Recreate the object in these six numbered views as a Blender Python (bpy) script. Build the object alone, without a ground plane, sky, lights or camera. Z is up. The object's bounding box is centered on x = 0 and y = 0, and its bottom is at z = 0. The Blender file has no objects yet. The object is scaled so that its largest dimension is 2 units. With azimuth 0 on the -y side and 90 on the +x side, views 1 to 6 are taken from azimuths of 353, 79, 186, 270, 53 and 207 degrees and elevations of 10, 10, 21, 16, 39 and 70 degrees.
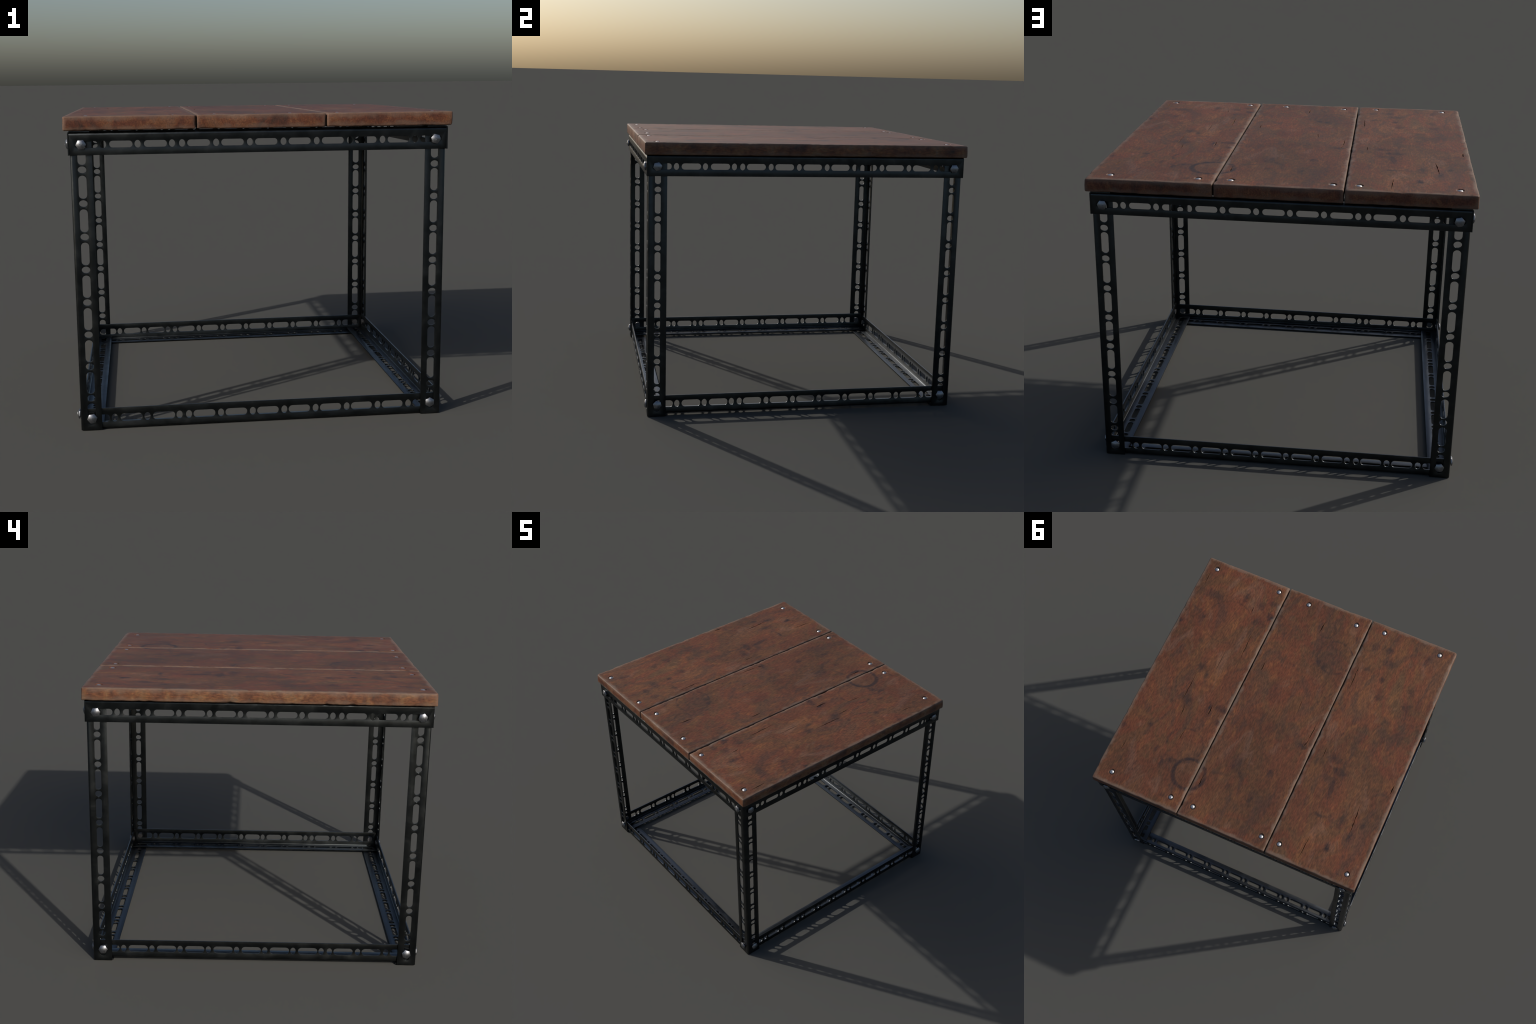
"""Industrial coffee table: three worn planks screwed on a bolted frame of slotted angle iron."""
import bpy, bmesh, math, random
from mathutils import Vector, Matrix, noise
from mathutils.geometry import delaunay_2d_cdt

SC = bpy.context.scene
COL = SC.collection


# --------------------------------------------------------------------------- node helpers
class Graph:
    def __init__(self, name):
        self.mat = bpy.data.materials.new(name)
        self.mat.use_nodes = True
        self.t = self.mat.node_tree
        self.t.nodes.clear()
        self.out = self.t.nodes.new("ShaderNodeOutputMaterial")
        self.bsdf = self.t.nodes.new("ShaderNodeBsdfPrincipled")
        self.t.links.new(self.bsdf.outputs[0], self.out.inputs[0])
        self.co = self.t.nodes.new("ShaderNodeTexCoord").outputs["Object"]

    def put(self, sock, v):
        if isinstance(v, bpy.types.NodeSocket):
            self.t.links.new(v, sock)
        else:
            sock.default_value = v

    def math(self, op, a, b=0.0, c=0.0, clamp=False):
        n = self.t.nodes.new("ShaderNodeMath")
        n.operation, n.use_clamp = op, clamp
        self.put(n.inputs[0], a)
        self.put(n.inputs[1], b)
        self.put(n.inputs[2], c)
        return n.outputs[0]

    def vec(self, op, a, b=(0, 0, 0)):
        n = self.t.nodes.new("ShaderNodeVectorMath")
        n.operation = op
        self.put(n.inputs[0], a)
        if op == "SCALE":
            self.put(n.inputs["Scale"], b)
        else:
            self.put(n.inputs[1], b)
        return n.outputs["Value" if op in ("LENGTH", "DOT_PRODUCT", "DISTANCE") else "Vector"]

    def noise(self, co, scale, detail=4.0, rough=0.55, stretch=(1, 1, 1), shift=(0, 0, 0), dist=0.0):
        m = self.t.nodes.new("ShaderNodeMapping")
        self.put(m.inputs["Vector"], co)
        m.inputs["Scale"].default_value = stretch
        m.inputs["Location"].default_value = shift
        n = self.t.nodes.new("ShaderNodeTexNoise")
        self.put(n.inputs["Vector"], m.outputs[0])
        n.inputs["Scale"].default_value = scale
        n.inputs["Detail"].default_value = detail
        n.inputs["Roughness"].default_value = rough
        n.inputs["Distortion"].default_value = dist
        return n.outputs["Fac"], n.outputs["Color"]

    def range(self, v, a, b, c=0.0, d=1.0, smooth=True):
        n = self.t.nodes.new("ShaderNodeMapRange")
        n.interpolation_type = "SMOOTHSTEP" if smooth else "LINEAR"
        self.put(n.inputs["Value"], v)
        for k, x in zip(("From Min", "From Max", "To Min", "To Max"), (a, b, c, d)):
            n.inputs[k].default_value = x
        return n.outputs["Result"]

    def mix(self, fac, a, b, mode="MIX"):
        n = self.t.nodes.new("ShaderNodeMix")
        n.data_type, n.blend_type = "RGBA", mode
        self.put(n.inputs[0], fac)
        for s, v in ((n.inputs[6], a), (n.inputs[7], b)):
            self.put(s, v if isinstance(v, bpy.types.NodeSocket) else (*v, 1.0))
        return n.outputs[2]

    def ramp(self, fac, stops):
        n = self.t.nodes.new("ShaderNodeValToRGB")
        e = n.color_ramp.elements
        while len(e) < len(stops):
            e.new(0.5)
        for k, (p, c) in zip(e, stops):
            k.position, k.color = p, (*c, 1.0)
        self.put(n.inputs[0], fac)
        return n.outputs["Color"]

    def bump(self, h, strength, dist=0.002):
        n = self.t.nodes.new("ShaderNodeBump")
        n.inputs["Strength"].default_value = strength
        n.inputs["Distance"].default_value = dist
        self.put(n.inputs["Height"], h)
        self.put(self.bsdf.inputs["Normal"], n.outputs[0])

    def set(self, **kw):
        for k, v in kw.items():
            self.put(self.bsdf.inputs[k.replace("_", " ")], v)


# --------------------------------------------------------------------------- dimensions
TOP_Z0, TOP_Z1 = 1.5658, 1.638          # planks, underside and top
HX, HY = 0.9996, 0.968                 # half size of the top
GAP = 0.3328                           # joints between planks at x = -GAP, +GAP
STEEL_T = 0.007                        # sheet thickness of the angle iron
FLANGE = 0.110                         # width of a leg flange
BEND_R = 0.0125                        # outer bend radius

# dark stains in the wood: x, y, half width, half length, strength
STAINS = [
    (0.600, -0.763, .016, .045, .8), (0.472, -0.737, .030, .040, .55), (0.386, -0.788, .040, .022, .6),
    (0.367, -0.679, .040, .026, .8), (0.423, -0.596, .050, .050, .45), (0.971, -0.394, .018, .022, .8),
    (0.818, -0.491, .016, .034, .6), (0.823, -0.688, .075, .045, .45), (0.657, -0.105, .035, .040, .6),
    (0.600, -0.062, .013, .026, .7), (0.647, 0.158, .050, .060, .6), (0.382, 0.138, .045, .026, .8),
    (0.470, 0.166, .018, .050, .9), (0.360, 0.236, .036, .024, .7), (0.797, 0.442, .016, .022, .8),
    (0.972, 0.530, .018, .026, .6), (0.611, -0.397, .020, .030, .5), (0.056, -0.388, .014, .018, .6),
    (0.948, -0.693, .020, .040, .5), (-0.096, -0.490, .020, .026, .7), (-0.150, -0.472, .018, .030, .6),
    (-0.538, -0.788, .050, .026, .7), (-0.430, -0.774, .034, .028, .5), (-0.585, -0.682, .050, .030, .5),
    (-0.451, -0.580, .024, .020, .6), (-0.581, -0.555, .018, .040, .7), (-0.605, -0.425, .030, .050, .5),
    (-0.294, -0.774, .026, .024, .5), (-0.815, -0.527, .026, .055, .5), (-0.816, -0.413, .036, .050, .5),
    (-0.820, -0.795, .014, .050, .6), (0.604, 0.656, .013, .045, .7), (0.558, 0.627, .026, .022, .7),
    (0.680, 0.595, .016, .024, .6), (0.105, 0.465, .046, .060, .6), (0.053, 0.527, .014, .020, .7),
    (-0.136, 0.443, .016, .028, .7), (-0.091, 0.663, .026, .055, .45), (0.094, 0.646, .016, .022, .6),
    (0.474, 0.885, .030, .018, .5), (-0.509, 0.149, .055, .030, .7), (-0.583, 0.235, .060, .036, .65),
    (-0.819, 0.639, .018, .036, .9), (-0.713, 0.770, .018, .036, .9), (-0.583, 0.574, .050, .014, .6),
    (-0.733, 0.564, .036, .070, .5), (-0.571, 0.357, .018, .080, .5), (-0.872, 0.530, .018, .022, .7),
    (-0.262, 0.159, .026, .026, .8), (0.10, -0.15, .05, .09, .35), (-0.05, 0.12, .06, .05, .3),
]
# cup rings: x, y, radius, half width of the line, strength
CUP_RINGS = [(0.381, 0.674, .113, .023, 1.0), (0.504, 0.492, .130, .014, .58),
             (-0.057, -0.755, .066, .014, .55), (-0.198, -0.570, .130, .013, .55),
             (0.640, -0.520, .175, .010, .35)]
# splits in the planks: x0, y0, x1, y1, half width
CRACKS = [
    (0.945, -0.874, 0.944, -0.730, .0024), (0.520, -0.716, 0.519, -0.658, .0026), (0.439, -0.496, 0.432, -0.283, .0028),
    (0.557, -0.296, 0.555, -0.139, .0018), (0.671, -0.048, 0.676, 0.192, .0026), (0.638, 0.208, 0.632, 0.303, .0022),
    (0.455, 0.132, 0.456, 0.225, .0042), (0.253, -0.340, 0.253, -0.250, .0026), (-0.116, -0.160, -0.124, -0.076, .0018),
    (-0.016, -0.815, -0.010, -0.704, .0030), (-0.385, -0.576, -0.390, -0.387, .0026), (-0.286, -0.039, -0.280, 0.098, .0030),
    (-0.283, 0.100, -0.266, 0.160, .0030), (0.552, 0.378, 0.563, 0.479, .0022), (0.283, 0.638, 0.282, 0.730, .0040),
    (-0.574, 0.739, -0.564, 0.921, .0026), (-0.803, 0.389, -0.816, 0.612, .0030), (-0.963, 0.173, -0.960, 0.242, .0032),
    (-0.422, 0.098, -0.424, 0.177, .0020), (0.90, 0.62, 0.905, 0.70, .0018),
]
SCREWS = [(0.911, -0.892), (0.402, -0.902), (0.155, -0.894), (-0.236, -0.880), (-0.450, -0.903), (-0.887, -0.898),
          (0.884, 0.878), (0.424, 0.876), (0.252, 0.877), (-0.270, 0.877), (-0.405, 0.877), (-0.908, 0.882)]


# --------------------------------------------------------------------------- materials
def wood():
    g = Graph("worn_wood")
    g.mat.name = "worn_wood"
    co = g.co
    xyz = g.t.nodes.new("ShaderNodeSeparateXYZ")
    g.put(xyz.inputs[0], co)
    x, y, z = xyz.outputs
    nrm = g.t.nodes.new("ShaderNodeSeparateXYZ")
    g.put(nrm.inputs[0], g.t.nodes.new("ShaderNodeNewGeometry").outputs["Normal"])
    top = g.range(nrm.outputs[2], 0.35, 0.75)

    low, _ = g.noise(co, 2.4, 5, .60, (1, .6, 1.6), (3.1, 0, 0), .6)
    mid, _ = g.noise(co, 6.5, 5, .58, (1, .45, 1.2), (0, 7, 0), .9)
    blot, _ = g.noise(co, 15, 5, .58, (1, .30, 1), (5, 2, 1), .8)
    fine, _ = g.noise(co, 1.0, 4, .60, (125, 34, 125))
    pore, _ = g.noise(co, 1.0, 2, .5, (330, 80, 330), (9, 9, 9))

    base = g.ramp(low, [(.34, (.098, .047, .027)), (.43, (.103, .039, .022)), (.50, (.090, .045, .024)),
                        (.57, (.110, .039, .022)), (.65, (.086, .047, .026))])
    warm = g.math("MULTIPLY", g.range(blot, .50, .68), .55)
    base = g.mix(warm, base, (.158, .070, .030))
    grey = g.math("MULTIPLY", g.range(mid, .48, .37), .52)
    base = g.mix(grey, base, (.052, .033, .026))
    pale = g.math("MULTIPLY", g.range(mid, .55, .68), .55)
    base = g.mix(pale, base, (.132, .074, .052))
    broad, _ = g.noise(co, 1.9, 3, .5, (1, .8, 1), (8, 5, 3), .4)
    base = g.mix(1.0, base, g.ramp(broad, [(.36, (.85, .87, .90)), (.50, (1, 1, 1)), (.64, (1.18, 1.16, 1.10))]), "MULTIPLY")
    base = g.mix(1.0, base, (1.0, .945, .885), "MULTIPLY")
    # side faces show warmer, lighter, blotchy wood
    side_n, _ = g.noise(co, 10, 5, .55, (1, 1, .9), (2, 4, 8), .9)
    side = g.ramp(side_n, [(.30, (.050, .034, .026)), (.42, (.100, .042, .025)), (.52, (.140, .060, .030)),
                           (.60, (.170, .085, .040)), (.70, (.150, .095, .062))])
    ends = g.range(g.math("ABSOLUTE", nrm.outputs[1]), .5, .85)
    side = g.mix(ends, side, g.mix(1.0, side, (.84, .70, .70), "MULTIPLY"))
    base = g.mix(g.math("MULTIPLY", g.math("SUBTRACT", 1.0, top), .9), base, side)

    # stains, all in the plane of the top, with ragged borders
    _, wob = g.noise(co, 26, 4, .6)
    wob = g.vec("SCALE", g.vec("SUBTRACT", wob, (.5, .5, .5)), 0.040)
    pc = g.vec("MULTIPLY", g.vec("ADD", co, wob), (1, 1, 0))
    smear, _ = g.noise(co, 21, 6, .7, (1, .6, 1), (7, 3, 2), .8)
    smear = g.math("MULTIPLY", g.math("SUBTRACT", smear, .5), 2.8)
    dark = None
    for sx, sy, rx, ry, s in STAINS:
        d = g.vec("LENGTH", g.vec("MULTIPLY", g.vec("SUBTRACT", pc, (sx, sy, 0)), (1 / rx, 1 / ry, 0)))
        m = g.range(g.math("ADD", d, smear), 1.55, .10, 0, min(1.0, s * 1.12))
        dark = m if dark is None else g.math("MAXIMUM", dark, m)
    pc2 = g.vec("MULTIPLY", g.vec("ADD", co, g.vec("SCALE", wob, .35)), (1, 1, 0))
    worn_ring, _ = g.noise(co, 13, 3, .6, (1, 1, 1), (4, 4, 0))
    worn_ring = g.range(worn_ring, .34, .60)
    for sx, sy, r, w, s in CUP_RINGS:
        d = g.math("ABSOLUTE", g.math("SUBTRACT", g.vec("DISTANCE", pc2, (sx, sy, 0)), r))
        m = g.math("MULTIPLY", g.range(d, w, w * .15, 0, s), worn_ring if s < .6 else g.math("MAXIMUM", worn_ring, .85))
        dark = g.math("MAXIMUM", dark, m)
    # plus small scattered dark flecks
    fleck, _ = g.noise(co, 17, 6, .66, (1, .6, 1), (1, 8, 3), 1.2)
    fleck = g.range(fleck, .362, .285, 0, .65)
    rag, _ = g.noise(co, 40, 4, .65, (1, .6, 1), (3, 3, 9))
    dark = g.math("MULTIPLY", g.math("MAXIMUM", dark, fleck), g.math("MAXIMUM", top, .25))
    thin = g.range(rag, .36, .62, 1.0, .62)
    base = g.mix(g.math("MULTIPLY", g.math("MULTIPLY", dark, thin), .97), base, (.016, .013, .015))

    # fine grain
    base = g.mix(1.0, base, g.ramp(fine, [(.32, (.68, .69, .71)), (.50, (1, 1, 1)), (.68, (1.46, 1.34, 1.24))]), "MULTIPLY")


    # rubbed, dusty borders of each plank: median of the distances to the faces
    ax = g.math("ABSOLUTE", x)
    dx = g.math("MINIMUM", g.math("SUBTRACT", HX, ax), g.math("ABSOLUTE", g.math("SUBTRACT", ax, GAP)))
    dy = g.math("SUBTRACT", HY, g.math("ABSOLUTE", y))
    dz = g.math("SUBTRACT", (TOP_Z1 - TOP_Z0) / 2, g.math("ABSOLUTE", g.math("SUBTRACT", z, (TOP_Z0 + TOP_Z1) / 2)))
    med = g.math("MAXIMUM", g.math("MINIMUM", dx, dy), g.math("MINIMUM", g.math("MAXIMUM", dx, dy), dz))
    clean = g.math("MINIMUM", dx, dy)
    en, _ = g.noise(co, 11, 6, .65, (1, 1, 1), (6, 1, 5))
    med = g.math("SUBTRACT", med, g.math("MULTIPLY", g.math("SUBTRACT", en, .5), .085))
    rim = g.math("MULTIPLY", g.range(med, .030, .003), g.range(top, 0, 1, .48, .72))
    base = g.mix(rim, base, (.160, .112, .083))
    seam = g.range(g.math("ABSOLUTE", g.math("SUBTRACT", ax, GAP)), .0060, .0025, 0, .6)  # occlusion of the plank joints baked in as a dark line
    base = g.mix(seam, base, (.030, .021, .016))
    # shadow painted by depth into the splits and screw recesses
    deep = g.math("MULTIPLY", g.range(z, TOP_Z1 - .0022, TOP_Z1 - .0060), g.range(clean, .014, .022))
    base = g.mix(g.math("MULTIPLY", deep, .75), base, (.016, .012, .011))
    g.set(Base_Color=base, Roughness=g.math("ADD", .50, g.math("MULTIPLY", fine, .16)))
    g.bsdf.inputs["Specular IOR Level"].default_value = .24
    h = g.math("ADD", g.math("MULTIPLY", fine, .5), g.math("ADD", g.math("MULTIPLY", pore, .35), g.math("MULTIPLY", blot, .5)))
    g.bump(h, .16, .003)
    return g.mat


def black_steel():
    g = Graph("black_steel")
    a, _ = g.noise(g.co, 9, 6, .65, (1, 1, 1), (2, 3, 4), .5)
    b, _ = g.noise(g.co, 260, 3, .6)
    base = g.ramp(a, [(.30, (.034, .038, .040)), (.55, (.046, .051, .053)), (.75, (.066, .070, .070))])
    nz = g.t.nodes.new("ShaderNodeSeparateXYZ")
    g.put(nz.inputs[0], g.t.nodes.new("ShaderNodeNewGeometry").outputs["Normal"])
    base = g.mix(g.range(nz.outputs[2], .6, .95), base, (.092, .101, .112))      # lighter, bluer tone on what faces up
    g.set(Base_Color=base, Roughness=g.range(a, .3, .75, .32, .44), Metallic=1.0)
    g.bump(g.math("ADD", b, g.math("MULTIPLY", a, 1.2)), .08, .002)
    return g.mat


def zinc(name, base, rough):
    g = Graph(name)
    a, _ = g.noise(g.co, 120, 4, .6)
    c = g.mix(g.range(a, .35, .7), tuple(v * .8 for v in base), base)
    g.set(Base_Color=c, Roughness=g.range(a, .3, .7, rough, rough + .12), Metallic=1.0)
    g.bump(a, .10, .002)
    return g.mat


WOOD, STEEL = wood(), black_steel()
ZINC = zinc("zinc_plate", (.28, .29, .31), .36)
SHAFT = zinc("dull_shaft", (.20, .20, .205), .60)
SCREW_STEEL = zinc("screw_steel", (.56, .545, .54), .42)


# --------------------------------------------------------------------------- object helpers
def new_object(name, mesh, parent, loc=(0, 0, 0)):
    o = bpy.data.objects.new(name, mesh)
    COL.objects.link(o)
    o.parent = parent
    o.location = loc
    return o


def sharpen(bm, limit_deg, extra=None):
    lim = math.radians(limit_deg)
    for f in bm.faces:
        f.smooth = True
    for e in bm.edges:
        if len(e.link_faces) == 2:
            e.smooth = e.calc_face_angle(0.0) < lim and not (extra and extra(e))


# --------------------------------------------------------------------------- slotted angle iron
def hole_loop(kind, ds, dt, grow):
    """Outline of one punched hole around (0, 0); s across the flange, t along it."""
    a, b = ds + grow, dt + grow
    if kind == "round":
        n = 16
        return [(a * math.cos(2 * math.pi * k / n), b * math.sin(2 * math.pi * k / n)) for k in range(n)]
    cap = ds * 0.92 + grow                      # half ellipse at either end of the slot
    pts, n = [], 7
    for k in range(n + 1):
        w = math.pi * k / n
        pts.append((a * math.cos(w), b - cap + cap * math.sin(w)))
    for k in range(n + 1):
        w = math.pi + math.pi * k / n
        pts.append((a * math.cos(w), -b + cap + cap * math.sin(w)))
    return pts


def angle_iron(name, parent, length, width_a, width_b, holes_a, holes_b, corner, p, q, t, location):
    """An L of folded sheet.  p, q: directions of the two flanges away from the outer corner,
    t: direction of its length; holes: (kind, distance from the outer corner, position along t, ds, dt)."""
    T, R, c = STEEL_T, BEND_R, 0.0012
    fa, arc, fb = width_a - R, R * math.pi / 2, width_b - R
    S = fa + arc + fb
    nbend = 8
    folds = [fa + arc * k / nbend for k in range(nbend + 1)]
    corner, p, q, t, location = map(Vector, (corner, p, q, t, location))

    def place(s, tt, w):
        if s <= fa:
            u, v = width_a - s, w
        elif s <= fa + arc:
            h = (s - fa) / R
            u, v = R - (R - w) * math.sin(h), R - (R - w) * math.cos(h)
        else:
            u, v = w, R + s - fa - arc
        return corner + p * u + q * v + t * tt - location

    centres = []
    for kind, d, pos, ds, dt in holes_a:
        centres.append((kind, width_a - d, pos, ds, dt))
    for kind, d, pos, ds, dt in holes_b:
        centres.append((kind, fa + arc + d - R, pos, ds, dt))

    def loops(o):
        low = [(o, o)] + [(f, o) for f in folds] + [(S - o, o)]
        high = [(s, length - o) for s, _ in reversed(low)]
        res = [low + high]
        for kind, s0, t0, ds, dt in centres:
            res.append([(s0 + x, t0 + y) for x, y in hole_loop(kind, ds, dt, o)])
        return res

    cap = loops(c)
    pts, edges = [], []
    for lp in cap:
        i = len(pts)
        pts += [Vector(v) for v in lp]
        edges += [(i + k, i + (k + 1) % len(lp)) for k in range(len(lp))]
    nf = len(folds)
    outer_n = len(cap[0])
    for k in range(nf):
        edges.append((1 + k, outer_n - 2 - k))
    vs, _, fs, ov, _, _ = delaunay_2d_cdt(pts, edges, [], 0, 1e-7)

    def in_hole(x, y):
        for kind, s0, t0, ds, dt in centres:
            dx, dy = abs(x - s0), abs(y - t0)
            if dx < ds + c and dy < dt + c:
                if kind == "round":
                    if (dx / (ds + c)) ** 2 + (dy / (dt + c)) ** 2 < .999:
                        return True
                else:
                    cp = ds * .92 + c
                    e = dy - (dt + c - cp)
                    if e < 0 or (dx / (ds + c)) ** 2 + (e / cp) ** 2 < .999:
                        return True
        return False

    bm = bmesh.new()
    index = {}

    def vert(s, tt, w):
        key = (round(s, 6), round(tt, 6), round(w, 6))
        if key not in index:
            index[key] = bm.verts.new(place(s, tt, w))
        return index[key]

    def face(vl):
        try:
            bm.faces.new(vl)
        except ValueError:
            pass

    for f in fs:
        x = sum(vs[i][0] for i in f) / len(f)
        y = sum(vs[i][1] for i in f) / len(f)
        if in_hole(x, y):
            continue
        face([vert(*vs[i], 0.0) for i in f])
        face([vert(*vs[i], T) for i in reversed(f)])
    # rounded rims: rings of (offset, depth) from one cap to the other
    prof = [(c, 0.0), (c * .293, c * .293), (0.0, c), (0.0, T - c), (c * .293, T - c * .293), (c, T)]
    rings = [loops(o) for o, _ in prof]
    for li in range(len(cap)):
        n = len(cap[li])
        for k in range(len(prof) - 1):
            A, B, wa, wb = rings[k][li], rings[k + 1][li], prof[k][1], prof[k + 1][1]
            for j in range(n):
                m = (j + 1) % n
                face([vert(*A[j], wa), vert(*A[m], wa), vert(*B[m], wb), vert(*B[j], wb)])
    bmesh.ops.recalc_face_normals(bm, faces=bm.faces)
    fold_v = {index[k] for k in index if abs(k[0] - folds[0]) < 2e-6 or abs(k[0] - folds[-1]) < 2e-6}
    sharpen(bm, 40, lambda e: e.verts[0] in fold_v and e.verts[1] in fold_v)
    me = bpy.data.meshes.new(name)
    bm.to_mesh(me)
    bm.free()
    me.materials.append(STEEL)
    return new_object(name, me, parent, location)


def punch(rounds, slots, shift, d, ds_slot, ds_round, dt_slot, dt_round):
    """Hole list of one flange; positions are world coordinates, shift makes them local."""
    return [("round", d, r - shift, ds_round, dt_round) for r in rounds] + \
           [("slot", d, s - shift, ds_slot, dt_slot) for s in slots]


# --------------------------------------------------------------------------- bolts and screws
def dome_rings(profile, segments, hexed):
    bm = bmesh.new()
    rows = []
    for h, r, blend in profile:
        row = []
        for k in range(segments):
            w = 2 * math.pi * k / segments
            local = (w % (math.pi / 3)) - math.pi / 6
            hexr = math.cos(math.pi / 6) / math.cos(local)
            f = 1.0 if not hexed else blend * hexr + (1 - blend) * .955
            row.append(bm.verts.new((r * f * math.cos(w), r * f * math.sin(w), h)))
        rows.append(row)
    for a, b in zip(rows, rows[1:]):
        for k in range(segments):
            m = (k + 1) % segments
            bm.faces.new((a[k], a[m], b[m], b[k]))
    bm.faces.new(list(reversed(rows[0])))
    bm.faces.new(rows[-1])
    return bm


def bolt_mesh(variant):
    """Domed hexagon head (axis +z, seat at z = 0) with stamped marks, and the shaft behind it."""
    bm = bmesh.new()
    n, corner, apex, k = 48, .0267, .0160, 12.8
    rows = []

    def ring(f, z=None):
        row = []
        for i in range(n):
            w = 2 * math.pi * i / n
            r = f * corner * math.cos(math.pi / 6) / math.cos((w % (math.pi / 3)) - math.pi / 6)
            row.append(bm.verts.new((r * math.cos(w), r * math.sin(w), apex - k * r * r if z is None else z)))
        return row

    rows = [ring(.97, 0.0), ring(1.0, .0012)] + [ring(f) for f in (1.0, .975, .93, .85, .72, .58, .42, .25, .08)]
    for a, b in zip(rows, rows[1:]):
        for i in range(n):
            m = (i + 1) % n
            bm.faces.new((a[i], a[m], b[m], b[i]))
    bm.faces.new(list(reversed(rows[0])))
    bm.faces.new(rows[-1])
    sharpen(bm, 38)
    # the shaft, seen from inside the frame
    shaft = [[bm.verts.new((.0178 * math.cos(2 * math.pi * i / 24), .0178 * math.sin(2 * math.pi * i / 24), z)) for i in range(24)]
             for z in (-.0225, -.0001)]
    made = [bm.faces.new((shaft[0][i], shaft[0][(i + 1) % 24], shaft[1][(i + 1) % 24], shaft[1][i])) for i in range(24)]
    made += [bm.faces.new(list(reversed(shaft[0]))), bm.faces.new(shaft[1])]
    for f in made:
        f.material_index = 1

    def height(r):
        return apex - k * r * r

    def bar(cx, cy, ang, half, hw=.0013, rise=.0010):
        rows, n = [], 6
        d, s = Vector((math.cos(ang), math.sin(ang), 0)), Vector((-math.sin(ang), math.cos(ang), 0))
        for k in range(n + 1):
            u = (k / n * 2 - 1) * half
            pt = Vector((cx, cy, 0)) + d * u
            taper = 1 - .7 * abs(u / half) ** 3
            hh = height(pt.length)
            rows.append([bm.verts.new(pt + s * (o * hw * taper) + Vector((0, 0, hh + e)))
                         for o, e in ((-1.2, -.0006), (-.5, rise * taper), (.5, rise * taper), (1.2, -.0006))])
        for a, b in zip(rows, rows[1:]):
            for i in range(3):
                bm.faces.new((a[i], b[i], b[i + 1], a[i + 1]))
        bm.faces.new(rows[0])
        bm.faces.new(list(reversed(rows[-1])))

    if variant == 0:
        for k in range(3):
            bar(.0055 * math.cos(2.1 * k + .5), .0055 * math.sin(2.1 * k + .5), 2.1 * k + .5, .0050)
    elif variant == 1:
        bar(0, 0, .9, .0085)
        bar(0.001, 0, -.8, .0075)
    elif variant == 2:
        bar(-.001, 0, -.9, .0090)
    bmesh.ops.recalc_face_normals(bm, faces=bm.faces)
    me = bpy.data.meshes.new("bolt")
    bm.to_mesh(me)
    bm.free()
    me.materials.append(ZINC)
    me.materials.append(SHAFT)
    return me


def screw_mesh():
    prof = [(-.014, .0155, 0), (-.0080, .0159, 0), (-.0046, .0158, 0), (-.0024, .0148, 0), (.0002, .0123, 0), (.0020, .0085, 0),
            (.0031, .0048, 0), (.0034, .0014, 0)]
    bm = dome_rings(prof, 28, False)
    sharpen(bm, 45)
    bmesh.ops.recalc_face_normals(bm, faces=bm.faces)
    me = bpy.data.meshes.new("screw")
    bm.to_mesh(me)
    bm.free()
    me.materials.append(SCREW_STEEL)
    return me


# --------------------------------------------------------------------------- planks
def axis_steps(lo, hi, r, step):
    n = max(1, round((hi - lo - 2 * r) / step))
    rim = [0, .25 * r, .6 * r]
    return [lo + v for v in rim] + [lo + r + (hi - lo - 2 * r) * k / n for k in range(n + 1)] + [hi - v for v in reversed(rim)]


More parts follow.
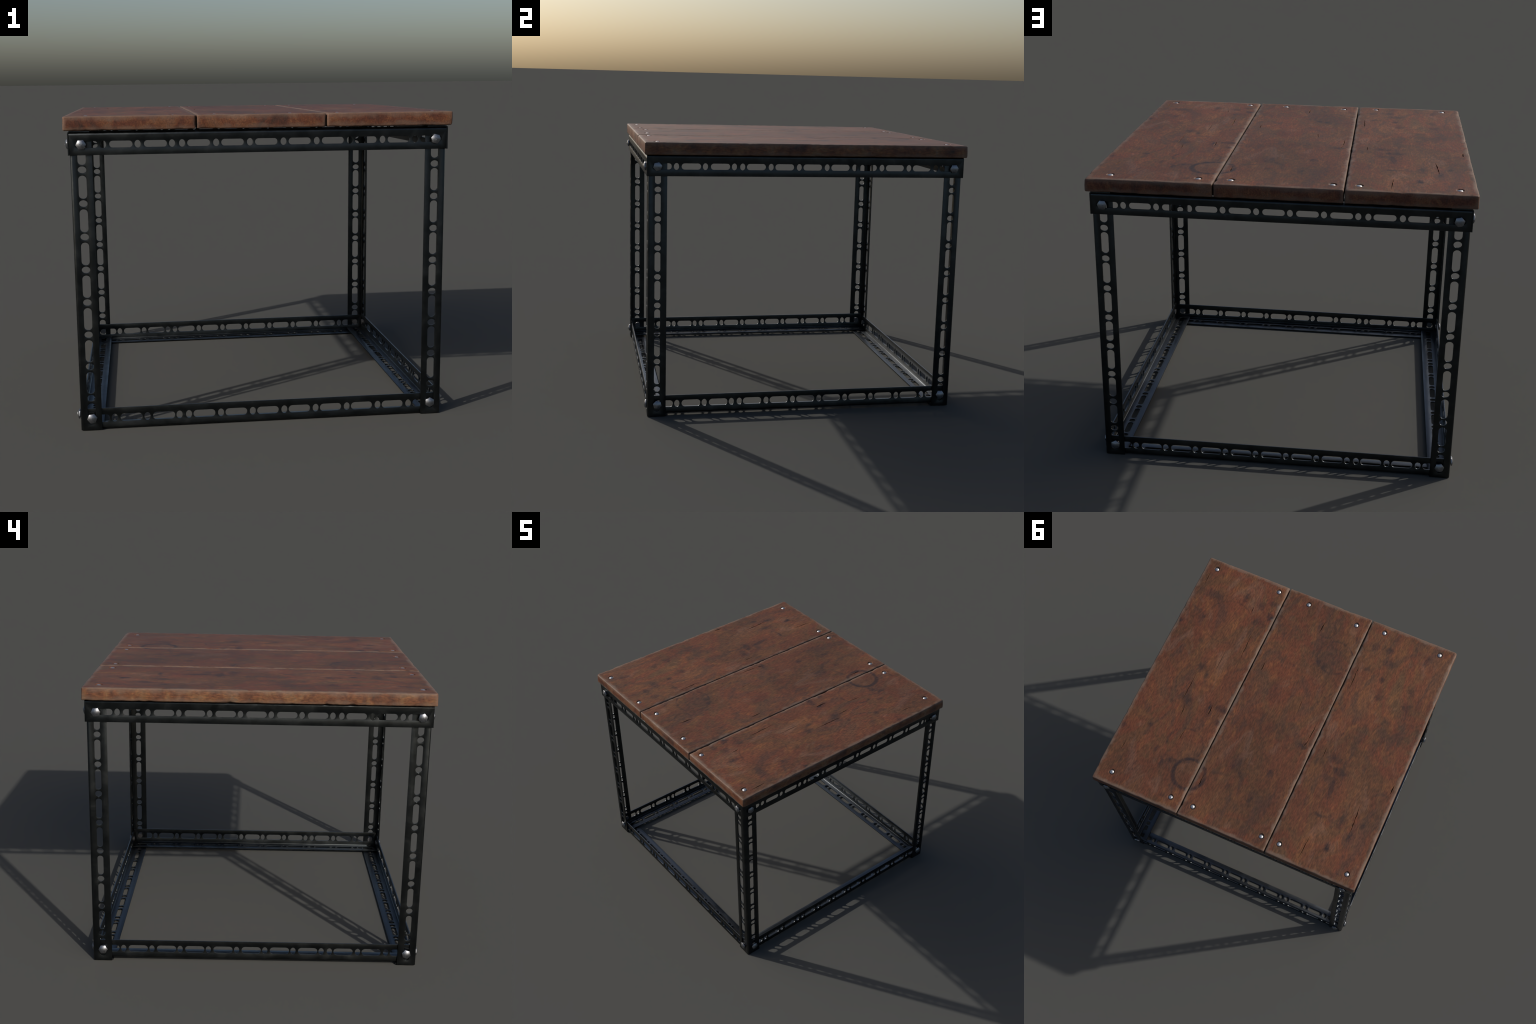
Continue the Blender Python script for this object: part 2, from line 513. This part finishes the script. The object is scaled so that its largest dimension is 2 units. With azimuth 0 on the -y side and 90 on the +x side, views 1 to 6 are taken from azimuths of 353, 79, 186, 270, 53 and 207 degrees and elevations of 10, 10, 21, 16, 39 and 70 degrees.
def plank(name, parent, x0, x1, seed):
    r = .0085
    lo, hi = Vector((x0, -HY, TOP_Z0)), Vector((x1, HY, TOP_Z1))
    X, Y, Z = axis_steps(x0, x1, r, .017), axis_steps(-HY, HY, r, .017), axis_steps(TOP_Z0, TOP_Z1, r, .025)
    bm = bmesh.new()
    index = {}

    def shape(v):
        inner = Vector([min(max(v[i], lo[i] + r), hi[i] - r) for i in range(3)])
        d = v - inner
        if d.length > 1e-9:
            # push the lattice point out onto the rounded box
            m = max(abs(d[i]) for i in range(3))
            d = d.normalized() * m
        out = inner + d
        # chipped and hand-worn edges
        dist = sorted(min(v[i] - lo[i], hi[i] - v[i]) for i in range(3))
        edge = max(0.0, 1 - dist[1] / .016)
        if edge > 0:
            a = noise.noise(Vector((v.x * 9, v.y * 9, v.z * 9 + seed)))
            b = noise.noise(Vector((v.x * 34, v.y * 34, v.z * 20 + seed)))
            bite = max(0.0, a * .5 + b * .6 - .06) * .0095 * edge
            mid = (lo + hi) / 2
            for i in range(3):
                if min(v[i] - lo[i], hi[i] - v[i]) < .014:
                    out[i] += bite * (1 if v[i] < mid[i] else -1)
        # slight waviness of the broad faces
        if v.z > TOP_Z1 - 1e-6 and dist[1] > .002:
            out.z += .0010 * noise.noise(Vector((v.x * 5, v.y * 2.2, seed))) - .0003
        return out

    def vert(i, j, k):
        key = (i, j, k)
        if key not in index:
            index[key] = bm.verts.new(shape(Vector((X[i], Y[j], Z[k]))))
        return index[key]

    nx, ny, nz = len(X) - 1, len(Y) - 1, len(Z) - 1
    for i in range(nx):
        for j in range(ny):
            for k in (0, nz):
                bm.faces.new((vert(i, j, k), vert(i + 1, j, k), vert(i + 1, j + 1, k), vert(i, j + 1, k)))
        for k in range(nz):
            for j in (0, ny):
                bm.faces.new((vert(i, j, k), vert(i + 1, j, k), vert(i + 1, j, k + 1), vert(i, j, k + 1)))
    for j in range(ny):
        for k in range(nz):
            for i in (0, nx):
                bm.faces.new((vert(i, j, k), vert(i, j + 1, k), vert(i, j + 1, k + 1), vert(i, j, k + 1)))
    bmesh.ops.recalc_face_normals(bm, faces=bm.faces)
    me = bpy.data.meshes.new(name)
    bm.to_mesh(me)
    bm.free()
    me.materials.append(WOOD)
    o = new_object(name, me, parent)

    # cutters: shallow dishes around the screws and V-shaped splits
    cm = bmesh.new()
    rnd = random.Random(seed)
    for sx, sy in SCREWS:
        if x0 < sx < x1:
            R, depth = .0260, .0135
            bmesh.ops.create_uvsphere(cm, u_segments=32, v_segments=24, radius=R,
                                      matrix=Matrix.Translation((sx, sy, TOP_Z1 + R - depth)))
    for ax, ay, bx, by, hw in CRACKS:
        if x0 < ax < x1:
            n = max(5, int(abs(by - ay) / .011))
            rows = []
            for k in range(n + 1):
                u = k / n
                w = 1.35 * hw * (math.sin(math.pi * min(max(u, .03), .97)) ** .6) * rnd.uniform(.45, 1.25)
                cx = ax + (bx - ax) * u + rnd.uniform(-1, 1) * .0016
                cy = ay + (by - ay) * u
                dep = .0120 * (math.sin(math.pi * min(max(u, .05), .95)) ** .5)
                rows.append([cm.verts.new((cx - w * 1.4, cy, TOP_Z1 + .004)), cm.verts.new((cx + w * 1.4, cy, TOP_Z1 + .004)),
                             cm.verts.new((cx + rnd.uniform(-.2, .2) * w, cy, TOP_Z1 - dep))])
            for a, b in zip(rows, rows[1:]):
                for i in range(3):
                    m = (i + 1) % 3
                    cm.faces.new((a[i], a[m], b[m], b[i]))
            cm.faces.new(rows[0])
            cm.faces.new(list(reversed(rows[-1])))
    bmesh.ops.recalc_face_normals(cm, faces=cm.faces)
    cme = bpy.data.meshes.new("cutter")
    cm.to_mesh(cme)
    cm.free()
    cme.materials.append(WOOD)
    cut = bpy.data.objects.new("cutter", cme)
    COL.objects.link(cut)
    mod = o.modifiers.new("cut", "BOOLEAN")
    mod.operation, mod.object, mod.solver = "DIFFERENCE", cut, "EXACT"
    mod.use_self = True
    dg = bpy.context.evaluated_depsgraph_get()
    done = bpy.data.meshes.new_from_object(o.evaluated_get(dg))
    o.modifiers.clear()
    o.data = done
    bpy.data.objects.remove(cut)
    done.name = name
    b2 = bmesh.new()
    b2.from_mesh(done)
    sharpen(b2, 32)
    b2.to_mesh(done)
    b2.free()
    return o


# --------------------------------------------------------------------------- assembly
table = bpy.data.objects.new("coffee_table", None)
COL.objects.link(table)
table["label"] = "square coffee table, worn brown planks on black slotted angle-iron frame"
table["category"] = "coffee table"

planks = []
half_gap = .0028
for i, (a, b) in enumerate(((-HX, -GAP - half_gap), (-GAP + half_gap, GAP - half_gap), (GAP + half_gap, HX))):
    planks.append(plank("plank", table, a, b, 11 + i * 7))
SCREW = screw_mesh()
rs = random.Random(5)
for sx, sy in SCREWS:
    pl = planks[0 if sx < -GAP else 1 if sx < GAP else 2]
    s = new_object("screw", SCREW, pl, (sx, sy, TOP_Z1 - .0030 + rs.uniform(-.0006, .0008)))
    s.rotation_euler = (rs.uniform(-.12, .12), rs.uniform(-.12, .12), rs.uniform(0, 6.28))

# legs: outer corner at (+-0.970, +-0.9475)
LX, LY, LEG_TOP = .970, .9475, 1.5488
legs = {}
for sx in (-1, 1):
    for sy in (-1, 1):
        r0, s0 = (1.3703, 1.2824) if sx < 0 else (1.3660, 1.2839)
        rounds = [r0 - .17075 * k for k in range(8)]
        slots = [s0 + .17075 - .17075 * k for k in range(9)]
        rounds = [v for v in rounds if v > .03]
        # flange along x is the one facing the front or back, flange along y faces a side
        fx = punch(rounds, slots, 0, .0575, .0205, .0213, .0586, .0170)
        fy = punch(rounds, slots, 0, .0565, .0168, .0190, .0580, .0162)
        legs[sx, sy] = angle_iron("leg", table, LEG_TOP, FLANGE, FLANGE, fx, fy,
                                  (sx * LX, sy * LY, 0), (-sx, 0, 0), (0, -sy, 0), (0, 0, 1), (sx * LX, sy * LY, 0))

# rails; the hole pattern is a long run and a short run that meet in a pair of round holes
F_R = [.8029 - .17290 * k for k in range(8)] + [-.4580, -.6308, -.8031]
F_S = [.8873 - .17300 * k for k in range(8)] + [-.5414, -.7145, -.8876]
S_R = [.7768 - .16830 * k for k in range(8)] + [-.4500, -.6188, -.7860]
S_S = [.8577 - .16830 * k for k in range(8)] + [-.5313, -.7001, -.8690]
BF_R = [.7941 - .17095 * k for k in range(8)] + [-.4527, -.6224, -.7939]
BF_S = [.8757 - .17085 * k for k in range(8)] + [-.5348, -.7061, -.8772]
BS_R = [.7698 - .16570 * k for k in range(8)] + [-.4387, -.6044, -.7700]
BS_S = [.8504 - .16590 * k for k in range(8)] + [-.5192, -.6845, -.8500]

for sy in (-1, 1):
    # upper front and back rail, lapped outside the legs
    L = .9712
    h = punch(F_R, F_S, -L, .0598, .0169, .0191, .0576, .0153)
    h2 = punch(F_R[1:-1], F_S[1:-1], -L, .0575, .0160, .0178, .0576, .0153)
    angle_iron("upper_rail", table, 2 * L, .1130, .110, h, h2, (-L, sy * .956, 1.5563), (0, 0, -1), (0, -sy, 0), (1, 0, 0),
               (0, sy * .956, 1.5563))
    # lower front and back rail, inside the legs
    L = .9605
    h = punch(BF_R, BF_S, -L, .0585, .0203, .0214, .0584, .0162)
    h2 = punch(BF_R, BF_S, -L, .0575, .0160, .0178, .0584, .0162)
    angle_iron("lower_rail", table, 2 * L, .1133, .110, h, h2, (-L, sy * .9395, .0012), (0, 0, 1), (0, -sy, 0), (1, 0, 0),
               (0, sy * .9395, .0012))
for sx in (-1, 1):
    # upper side rail, over the ends of the front and back rails
    L = .9548
    h = punch(S_R, S_S, -L, .0650, .0181, .0200, .0562, .0151)
    h2 = punch(S_R, S_S, -L, .0575, .0160, .0178, .0562, .0151)
    angle_iron("upper_rail", table, 2 * L, .1215, .110, h, h2, (sx * .9788, -L, 1.5643), (0, 0, -1), (-sx, 0, 0), (0, 1, 0),
               (sx * .9788, 0, 1.5643))
    L = .9318
    h = punch(BS_R, BS_S, -L, .0605, .0208, .0214, .0567, .0156)
    h2 = punch(BS_R, BS_S, -L, .0575, .0160, .0178, .0567, .0156)
    angle_iron("lower_rail", table, 2 * L, .1130, .110, h, h2, (sx * .962, -L, .0142), (0, 0, 1), (-sx, 0, 0), (0, 1, 0),
               (sx * .962, 0, .0142))

BOLTS = [bolt_mesh(v) for v in range(4)]
rb = random.Random(21)


def bolt(leg, pos, axis, spin, variant, tilt=0.0):
    base = legs[leg]
    o = new_object("bolt", BOLTS[variant], base, Vector(pos) - base.location)
    ref = Vector((0, 0, 1)).cross(Vector(axis)).normalized()
    rot = Matrix((ref, Vector((0, 0, 1)), Vector(axis))).transposed().to_4x4()
    wob = Matrix.Rotation(tilt, 4, "X") @ Matrix.Rotation(rb.uniform(-.04, .04), 4, "Y")
    o.rotation_euler = (rot @ wob @ Matrix.Rotation(spin, 4, "Z")).to_euler()


for sx in (-1, 1):
    for sy in (-1, 1):
        k = (sx, sy)
        bolt(k, (sx * .9125, sy * .9562, 1.4955), (0, sy, 0), math.radians({-1: 3, 1: -14}[sx] + (10 if sy > 0 else 0)), 0)
        bolt(k, (sx * .9790, sy * .8935, 1.4980), (sx, 0, 0), math.radians(4 if sy > 0 else 14), 2 if sy > 0 else 1)
        bolt(k, (sx * .9105, sy * .9480, .0645), (0, sy, 0), math.radians(8 + 20 * (sx > 0)), 2 if sx < 0 else 3, -.03)
        bolt(k, (sx * .9735, sy * .8880, .0740), (sx, 0, 0), math.radians(2 if sy > 0 else -16), 3 if sy > 0 else 2, -.10)
bpy.context.view_layer.update()
